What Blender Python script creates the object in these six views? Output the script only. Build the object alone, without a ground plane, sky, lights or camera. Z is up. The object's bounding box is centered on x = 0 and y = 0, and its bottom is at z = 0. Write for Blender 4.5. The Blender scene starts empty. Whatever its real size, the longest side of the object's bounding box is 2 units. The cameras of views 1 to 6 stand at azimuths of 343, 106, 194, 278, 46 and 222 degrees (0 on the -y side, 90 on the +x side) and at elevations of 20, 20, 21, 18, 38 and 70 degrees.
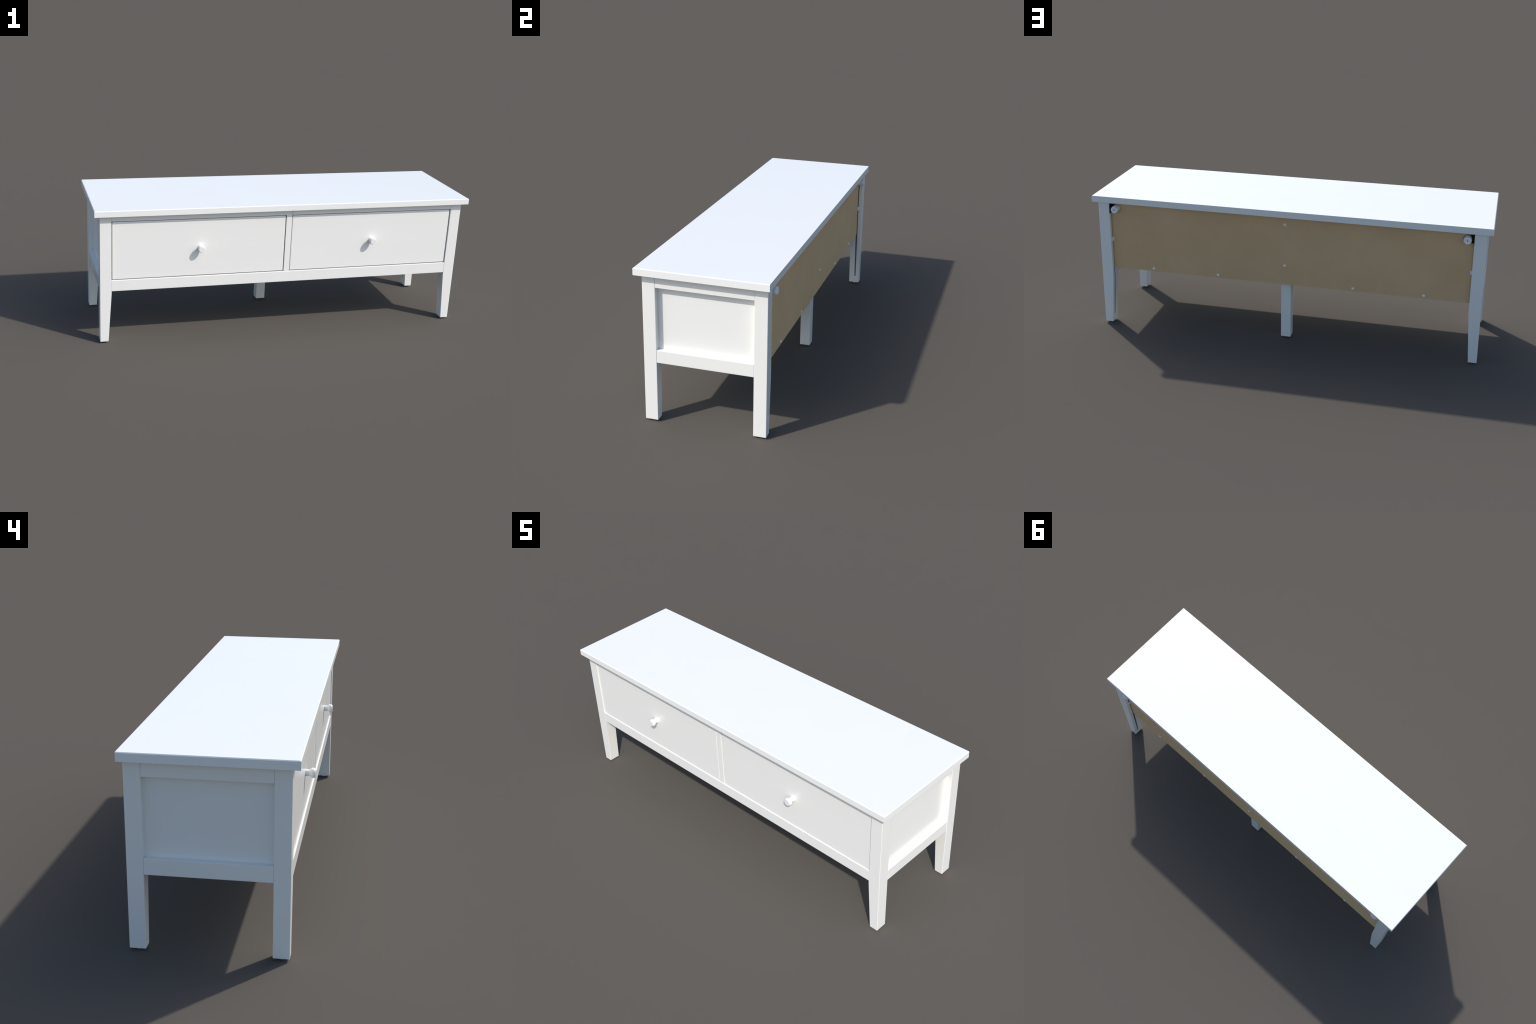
"""White two-drawer media bench: slab top, square tapered legs, framed side panels,
two plain drawers with turned knobs, a fibreboard back with nails and wall spacers."""
import bpy, bmesh, math
from mathutils import Vector, Matrix

# ------------------------------------------------------------------ sizes (m)
TOP_Z, TOP_UNDER = 0.7073, 0.6755
TOP_X, TOP_FRONT, TOP_BACK = 1.0, -0.2896, 0.2953
LEG_OUT, LEG_IN, LEG_TOE_IN = 0.972, 0.914, 0.930
LEG_FOOT, LEG_BEND = 0.0065, 0.268
FRONT_Y0, FRONT_Y1 = -0.2628, -0.2054      # front legs, front and back face
REAR_Y0, REAR_Y1 = 0.2238, 0.2810          # rear legs, front and back face
APRON_Z0, APRON_Z1 = 0.2797, 0.3368
TOP_RAIL_Z = 0.6450                        # underside of the rail above the drawers
SIDE_RAIL_Z = 0.6192
SIDE_PANEL_X = 0.9458
DIVIDER = 0.0150
DRAWER_Y = -0.2575                         # drawer front, set back behind the frame
GAP = 0.0042
BACK_Y = 0.2585                            # rear face of the fibreboard back
BACK_Z0 = 0.3121
KNOB_Z = 0.4900

# ------------------------------------------------------------------ materials
def new_mat(name):
    m = bpy.data.materials.new(name)
    m.use_nodes = True
    nt = m.node_tree
    bsdf = nt.nodes["Principled BSDF"]
    return m, nt, bsdf

def mottled(name, dark, light, scale, rough, stretch=(1, 1, 1), bump=0.0, spec=0.5, detail=4.0, bump_scale=None):
    m, nt, b = new_mat(name)
    tc = nt.nodes.new("ShaderNodeTexCoord")
    mp = nt.nodes.new("ShaderNodeMapping")
    mp.inputs["Scale"].default_value = stretch
    no = nt.nodes.new("ShaderNodeTexNoise")
    no.inputs["Scale"].default_value = scale
    no.inputs["Detail"].default_value = detail
    ramp = nt.nodes.new("ShaderNodeValToRGB")
    ramp.color_ramp.elements[0].position = 0.3
    ramp.color_ramp.elements[0].color = (*dark, 1)
    ramp.color_ramp.elements[1].position = 0.7
    ramp.color_ramp.elements[1].color = (*light, 1)
    L = nt.links.new
    L(tc.outputs["Object"], mp.inputs["Vector"])
    L(mp.outputs["Vector"], no.inputs["Vector"])
    L(no.outputs["Fac"], ramp.inputs["Fac"])
    L(ramp.outputs["Color"], b.inputs["Base Color"])
    b.inputs["Roughness"].default_value = rough
    b.inputs["Specular IOR Level"].default_value = spec
    if bump:
        n2 = nt.nodes.new("ShaderNodeTexNoise")
        n2.inputs["Scale"].default_value = bump_scale or scale * 8
        n2.inputs["Detail"].default_value = 3
        L(mp.outputs["Vector"], n2.inputs["Vector"])
        bp = nt.nodes.new("ShaderNodeBump")
        bp.inputs["Strength"].default_value = bump
        bp.inputs["Distance"].default_value = 0.001
        L(n2.outputs["Fac"], bp.inputs["Height"])
        L(bp.outputs["Normal"], b.inputs["Normal"])
    return m

WHITE_A, WHITE_B = (0.888, 0.885, 0.853), (0.898, 0.896, 0.864)
TOP_A, TOP_B = (0.908, 0.912, 0.888), (0.918, 0.922, 0.898)
lacquer_top = mottled("white_lacquer_top", TOP_A, TOP_B, 3.0, 0.22, (1, 2, 1), spec=0.5)

lacquer_upright = mottled("white_lacquer_upright", WHITE_A, WHITE_B, 9.0, 0.2, (1, 1, 0.35))
lacquer_rail = mottled("white_lacquer_rail", WHITE_A, WHITE_B, 7.0, 0.2, (0.35, 1, 1.6))
lacquer_side = mottled("white_lacquer_side_rail", WHITE_A, WHITE_B, 7.0, 0.2, (1, 0.35, 1.6))
lacquer_drawer = mottled("white_lacquer_drawer", WHITE_A, WHITE_B, 5.0, 0.2, (0.3, 1, 2.2))
lacquer_knob = mottled("white_lacquer_knob", (0.86, 0.86, 0.84), (0.88, 0.88, 0.86), 20.0, 0.25)
white_plastic = mottled("white_plastic", (0.86, 0.87, 0.88), (0.89, 0.90, 0.91), 30.0, 0.4)
fibreboard = mottled("brown_fibreboard", (0.668, 0.456, 0.250), (0.718, 0.500, 0.278), 6.0, 0.75,
                     bump=0.15, bump_scale=160.0, spec=0.3, detail=6.0)
inner_board = mottled("drawer_board", (0.72, 0.71, 0.69), (0.76, 0.75, 0.73), 8.0, 0.6)
slot_dark = mottled("dark_brown_slot", (0.27, 0.22, 0.17), (0.33, 0.27, 0.21), 40.0, 0.8)
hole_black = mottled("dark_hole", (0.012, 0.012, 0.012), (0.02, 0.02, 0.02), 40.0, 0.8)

# ------------------------------------------------------------------ helpers
root = bpy.data.objects.new("tv_bench", None)
bpy.context.collection.objects.link(root)
root["label"] = "long white low cabinet with two drawers and tapered legs"
root["category"] = "tv bench"

def add(name, bm, mat, parent=root, smooth=1.0, loc=None):
    bmesh.ops.recalc_face_normals(bm, faces=bm.faces[:])
    me = bpy.data.meshes.new(name)
    bm.to_mesh(me)
    bm.free()
    me.materials.append(mat)
    ob = bpy.data.objects.new(name, me)
    bpy.context.collection.objects.link(ob)
    ob.parent = parent
    if loc is not None:
        ob.location = loc
    for p in me.polygons:
        p.use_smooth = True
    me.set_sharp_from_angle(angle=math.radians(smooth))
    return ob

def bevel(bm, edges, width, segments=2):
    if edges:
        bmesh.ops.bevel(bm, geom=edges, offset=width, offset_type='OFFSET', segments=segments,
                        profile=0.5, affect='EDGES', clamp_overlap=True)

def box(lo, hi):
    bm = bmesh.new()
    bmesh.ops.create_cube(bm, size=1.0)
    lo, hi = Vector(lo), Vector(hi)
    for v in bm.verts:
        v.co = Vector([lo[i] + (v.co[i] + 0.5) * (hi[i] - lo[i]) for i in range(3)])
    return bm

def rounded_box(lo, hi, width=0.0015, segments=2):
    bm = box(lo, hi)
    bevel(bm, bm.edges[:], width, segments)
    return bm

def prism(outline, axis, a, b):
    """Extrude a closed 2D outline along axis ('y' takes (x, z), 'x' takes (y, z))."""
    bm = bmesh.new()
    def place(p, t):
        return Vector((p[0], t, p[1])) if axis == 'y' else Vector((t, p[0], p[1]))
    va = [bm.verts.new(place(p, a)) for p in outline]
    vb = [bm.verts.new(place(p, b)) for p in outline]
    n = len(outline)
    bm.faces.new(va)
    bm.faces.new(vb[::-1])
    for i in range(n):
        bm.faces.new((va[i], va[(i + 1) % n], vb[(i + 1) % n], vb[i]))
    return bm

def lathe(profile, steps=40):
    """Turn (radius, y) stations about the y axis."""
    bm = bmesh.new()
    rings = []
    for r, y in profile:
        if r < 1e-6:
            rings.append([bm.verts.new((0, y, 0))])
        else:
            rings.append([bm.verts.new((r * math.cos(2 * math.pi * k / steps), y,
                                        r * math.sin(2 * math.pi * k / steps))) for k in range(steps)])
    for a, b in zip(rings, rings[1:]):
        for k in range(steps):
            j = (k + 1) % steps
            if len(a) == 1 and len(b) == 1:
                continue
            if len(a) == 1:
                bm.faces.new((a[0], b[k], b[j]))
            elif len(b) == 1:
                bm.faces.new((a[k], a[j], b[0]))
            else:
                bm.faces.new((a[k], a[j], b[j], b[k]))
    return bm

def instance(src, name, loc, parent, rot=None):
    ob = src.copy()
    ob.name = name
    bpy.context.collection.objects.link(ob)
    ob.parent = parent
    ob.location = loc
    if rot:
        ob.rotation_euler = rot
    return ob

def cut(ob, cutter_bm, mat):
    me = bpy.data.meshes.new("cutter")
    me.materials.append(mat)
    bmesh.ops.recalc_face_normals(cutter_bm, faces=cutter_bm.faces[:])
    cutter_bm.to_mesh(me)
    cutter_bm.free()
    co = bpy.data.objects.new("cutter", me)
    bpy.context.collection.objects.link(co)
    md = ob.modifiers.new("cut", 'BOOLEAN')
    md.operation = 'DIFFERENCE'
    md.solver = 'EXACT'
    md.material_mode = 'TRANSFER'      # the cut faces take the cutter's material
    md.object = co
    dg = bpy.context.evaluated_depsgraph_get()
    res = bpy.data.meshes.new_from_object(ob.evaluated_get(dg))
    ob.modifiers.clear()
    old = ob.data
    ob.data = res
    res.name = ob.name
    bpy.data.meshes.remove(old)
    bpy.data.objects.remove(co)
    bpy.data.meshes.remove(me)

# ------------------------------------------------------------------ table top
bm = box((-TOP_X, TOP_FRONT, TOP_UNDER), (TOP_X, TOP_BACK, TOP_Z))
def is_top(e): return all(abs(v.co.z - TOP_Z) < 1e-5 for v in e.verts)
def is_back(e): return all(abs(v.co.y - TOP_BACK) < 1e-5 for v in e.verts)
eased = [e for e in bm.edges if is_top(e) and not is_back(e)]
fine = [e for e in bm.edges if e not in eased]
bevel(bm, eased, 0.0030, 1)
bm.edges.ensure_lookup_table()
low = [e for e in bm.edges if all(abs(v.co.z - TOP_UNDER) < 1e-5 and abs(v.co.y - TOP_FRONT) < 1e-5 for v in e.verts)]
bevel(bm, low, 0.0016, 2)
add("tabletop", bm, lacquer_top)

# ------------------------------------------------------------------ legs
glide_bm = lathe([(0, 0.0), (0.0100, 0.0), (0.0112, 0.0012), (0.0112, 0.0075), (0, 0.0075)], 28)
bmesh.ops.rotate(glide_bm, verts=glide_bm.verts[:], cent=(0, 0, 0),
                 matrix=Matrix.Rotation(math.radians(90), 3, 'X'))
glide_src = None
legs = []
for side in (-1, 1):
    for y0, y1, rear in ((FRONT_Y0, FRONT_Y1, False), (REAR_Y0, REAR_Y1, True)):
        outline = [(side * LEG_OUT, LEG_FOOT), (side * LEG_OUT, TOP_UNDER - 0.0004), (side * LEG_IN, TOP_UNDER - 0.0004),
                   (side * LEG_IN, LEG_BEND), (side * LEG_TOE_IN, LEG_FOOT)]
        bm = prism(outline, 'y', y0, y1)
        keep = [e for e in bm.edges if not (abs(abs(e.verts[0].co.x) - LEG_IN) < 1e-4
                and abs(e.verts[0].co.z - LEG_BEND) < 1e-4 and abs(e.verts[1].co.z - LEG_BEND) < 1e-4)]
        bevel(bm, keep, 0.0018, 2)
        leg = add("leg", bm, lacquer_upright)
        if rear:      # slot that takes the edge of the back panel; it runs out in the taper
            xs = sorted((side * 0.90, side * 0.9275))
            cut(leg, box((xs[0], 0.2546, -0.05), (xs[1], 0.2628, 0.64)), slot_dark)
        legs.append(leg)
        gx = side * (LEG_OUT + LEG_TOE_IN) / 2
        loc = (gx, (y0 + y1) / 2, 0.0)
        if glide_src is None:
            glide_src = add("foot_glide", glide_bm, white_plastic, leg, loc=loc)
        else:
            instance(glide_src, "foot_glide", loc, leg)

support = add("support_leg", rounded_box((-0.0252, 0.1742, LEG_FOOT), (0.0252, 0.2248, 0.3400), 0.0015), lacquer_upright)
instance(glide_src, "foot_glide", (0, 0.1995, 0), support)

# ------------------------------------------------------------------ front frame
J = 0.0003      # hairline joint at rail ends
add("apron", rounded_box((-LEG_IN + J, FRONT_Y0 + 0.0006, APRON_Z0), (LEG_IN - J, FRONT_Y0 + 0.028, APRON_Z1), 0.0014), lacquer_rail)
for s in (-1, 1):
    xs = sorted((s * (LEG_IN - J), s * (DIVIDER + J)))
    add("rail", rounded_box((xs[0], FRONT_Y0 + 0.0012, TOP_RAIL_Z), (xs[1], FRONT_Y0 + 0.024, TOP_UNDER - 0.0006), 0.001), lacquer_rail)
add("drawer_divider", rounded_box((-DIVIDER, FRONT_Y0 + 0.0032, APRON_Z1 + 0.0004), (DIVIDER, FRONT_Y0 + 0.05, TOP_UNDER - 0.0006), 0.0012), lacquer_upright)
add("partition", box((-0.009, FRONT_Y0 + 0.051, APRON_Z1), (0.009, BACK_Y - 0.006, TOP_UNDER - 0.001)), inner_board)
add("beam", box((-0.024, FRONT_Y0 + 0.030, 0.300), (0.024, 0.1735, APRON_Z1 - 0.001)), inner_board)

# ------------------------------------------------------------------ framed ends
for s in (-1, 1):
    def ends(x_out, x_in): return sorted((s * x_out, s * x_in))
    a, b = ends(LEG_OUT - 0.0008, 0.9128)
    add("apron", rounded_box((a, FRONT_Y1 + J, APRON_Z0), (b, REAR_Y0 - J, APRON_Z1), 0.0014), lacquer_side)
    add("rail", rounded_box((a, FRONT_Y1 + J, SIDE_RAIL_Z), (b, REAR_Y0 - J, TOP_UNDER - 0.0006), 0.0012), lacquer_side)
    a, b = ends(SIDE_PANEL_X, 0.935)
    add("cabinet_panel", box((a, FRONT_Y1 - 0.004, APRON_Z1 - 0.006), (b, REAR_Y0 + 0.004, SIDE_RAIL_Z + 0.006)), lacquer_upright)
    a, b = ends(0.9120, 0.897)
    add("drawer_runner", box((a, FRONT_Y1 + 0.002, 0.360), (b, REAR_Y0 - 0.01, 0.385)), inner_board)

# ------------------------------------------------------------------ drawers
knob_profile = [(0, 0.004), (0.0138, 0.004), (0.0138, 0.0), (0.0133, -0.003), (0.0125, -0.010), (0.0122, -0.0140),
                (0.0128, -0.0166), (0.0148, -0.0190), (0.0174, -0.0216), (0.0187, -0.0245),
                (0.0189, -0.0290), (0.0183, -0.0325), (0.0160, -0.0366), (0.0148, -0.0380), (0, -0.0380)]
knob_src = None
for s in (-1, 1):
    xa, xb = sorted((s * (LEG_IN - GAP), s * (DIVIDER + GAP)))
    z0, z1 = APRON_Z1 + 0.0042, TOP_RAIL_Z - GAP
    front = add("drawer", rounded_box((xa, DRAWER_Y, z0), (xb, DRAWER_Y + 0.020, z1), 0.0024, 2), lacquer_drawer)
    yb = 0.21
    t = 0.012
    bx0, bx1 = xa + 0.016, xb - 0.016
    bm = box((bx0, DRAWER_Y + 0.0205, z0 + 0.012), (bx0 + t, yb, z1 - 0.03))
    for lo, hi in (((bx1 - t, DRAWER_Y + 0.0205, z0 + 0.012), (bx1, yb, z1 - 0.03)),
                   ((bx0 + t + 0.0005, yb - t, z0 + 0.012), (bx1 - t - 0.0005, yb - 0.001, z1 - 0.03)),
                   ((bx0 + t + 0.0005, DRAWER_Y + 0.0205, z0 + 0.020), (bx1 - t - 0.0005, yb - t - 0.0005, z0 + 0.025))):
        part = box(lo, hi)
        tmp = bpy.data.meshes.new("tmp")
        part.to_mesh(tmp)
        part.free()
        bm.from_mesh(tmp)
        bpy.data.meshes.remove(tmp)
    add("drawer_box", bm, inner_board, front)
    loc = (s * 0.4645, DRAWER_Y, KNOB_Z)
    if knob_src is None:
        knob_src = add("drawer_knob", lathe(knob_profile, 48), lacquer_knob, front, loc=loc, smooth=32)
    else:
        instance(knob_src, "drawer_knob", loc, front)

# ------------------------------------------------------------------ back panel
PX, PZ = 0.9225, TOP_UNDER - 0.006
SP_X, SP_Z, SP_R, NOTCH_R = 0.8825, 0.6385, 0.0190, 0.0212
def notch(s):
    """Corner notch round the wall spacer: half round, open towards the leg."""
    pts = [(s * PX, SP_Z - NOTCH_R)]
    for k in range(13):
        a = math.radians(-90 - 180 * k / 12)
        pts.append((s * (SP_X + NOTCH_R * math.cos(a)), SP_Z + NOTCH_R * math.sin(a)))
    pts.append((s * PX, SP_Z + NOTCH_R))
    return pts
outline = [(-PX, BACK_Z0), (PX, BACK_Z0)] + notch(1) + [(PX, PZ), (-PX, PZ)] + notch(-1)[::-1]
back = add("backboard", prism(outline, 'y', BACK_Y - 0.0035, BACK_Y), fibreboard)
add("rail", box((-LEG_IN + 0.06, 0.238, 0.640), (LEG_IN - 0.06, BACK_Y - 0.0042, TOP_UNDER - 0.001)), inner_board)
add("rail", box((-LEG_IN + 0.001, 0.230, 0.3135), (LEG_IN - 0.001, BACK_Y - 0.0042, 0.335)), lacquer_rail)

# domed nail heads, in a row along the bottom and up the middle
R = 0.0074
dome = [(0, -0.004), (R * 0.5, -0.004), (R, -0.0003), (R, 0.0008), (R * 0.92, 0.0022), (R * 0.66, 0.0034), (R * 0.34, 0.0041), (0, 0.0043)]
nail_src = None
spots = [(x, 0.3257) for x in (-0.6945, -0.347, 0.347, 0.6945)] + [(0.0, 0.4115), (0.0, 0.6280)]
for x, z in spots:
    loc = (x, BACK_Y, z)
    if nail_src is None:
        nail_src = add("nail_head", lathe(dome, 20), white_plastic, back, loc=loc, smooth=50)
    else:
        instance(nail_src, "nail_head", loc, back)

# wall spacers: white plastic barrels with a screw hole
spacer_profile = [(0, -0.030), (SP_R, -0.030), (SP_R, 0.0285), (SP_R * 0.97, 0.0320), (SP_R * 0.90, 0.0350),
                  (SP_R * 0.80, 0.0368), (0.0052, 0.0368), (0.0036, 0.0355), (0.0022, 0.0330), (0.0022, 0.0240), (0, 0.0240)]
spacer_src = plug_src = None
for s in (-1, 1):
    loc = (s * SP_X, BACK_Y, SP_Z)
    if spacer_src is None:
        sp = spacer_src = add("wall_spacer", lathe(spacer_profile, 40), white_plastic, loc=loc, smooth=40)
        plug_src = add("screw_hole", lathe([(0, 0.0245), (0.00215, 0.0245), (0.00215, 0.0335), (0, 0.0335)], 20), hole_black, sp)
    else:
        sp = instance(spacer_src, "wall_spacer", loc, root)
        instance(plug_src, "screw_hole", (0, 0, 0), sp)
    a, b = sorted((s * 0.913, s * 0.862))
    add("dark_backing", box((a, 0.190, 0.600), (b, 0.2515, TOP_UNDER - 0.001)), hole_black)
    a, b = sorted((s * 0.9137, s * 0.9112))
    add("black_plate", rounded_box((a, 0.2500, SP_Z - 0.0240), (b, 0.2795, SP_Z + 0.0240), 0.0006), hole_black)

# small white clips that hold the ends of the back panel against the legs
def merged(*parts):
    bm = bmesh.new()
    for part in parts:
        tmp = bpy.data.meshes.new("tmp")
        part.to_mesh(tmp)
        part.free()
        bm.from_mesh(tmp)
        bpy.data.meshes.remove(tmp)
    return bm
CLIP_Z = 0.4718
disc = lathe([(0, -0.0002), (0.0110, -0.0002), (0.0110, -0.0022), (0.0100, -0.0032), (0, -0.0032)], 28)
bmesh.ops.rotate(disc, verts=disc.verts[:], cent=(0, 0, 0), matrix=Matrix.Rotation(math.radians(90), 3, 'Z'))
bmesh.ops.translate(disc, verts=disc.verts[:], vec=(-0.0034, 0.0120, 0))       # button on the leg face
pad = rounded_box((-0.0092, -0.0005, -0.0112), (-0.0032, 0.0052, 0.0112), 0.0015)  # tongue on the panel
web = box((-0.0080, 0.0000, -0.0045), (-0.0006, 0.0040, 0.0045))
clip = add("panel_clip", merged(disc, pad, web), white_plastic, back, loc=(LEG_IN, BACK_Y, CLIP_Z), smooth=40)
instance(clip, "panel_clip", (-LEG_IN, BACK_Y, CLIP_Z), back).scale = (-1, 1, 1)
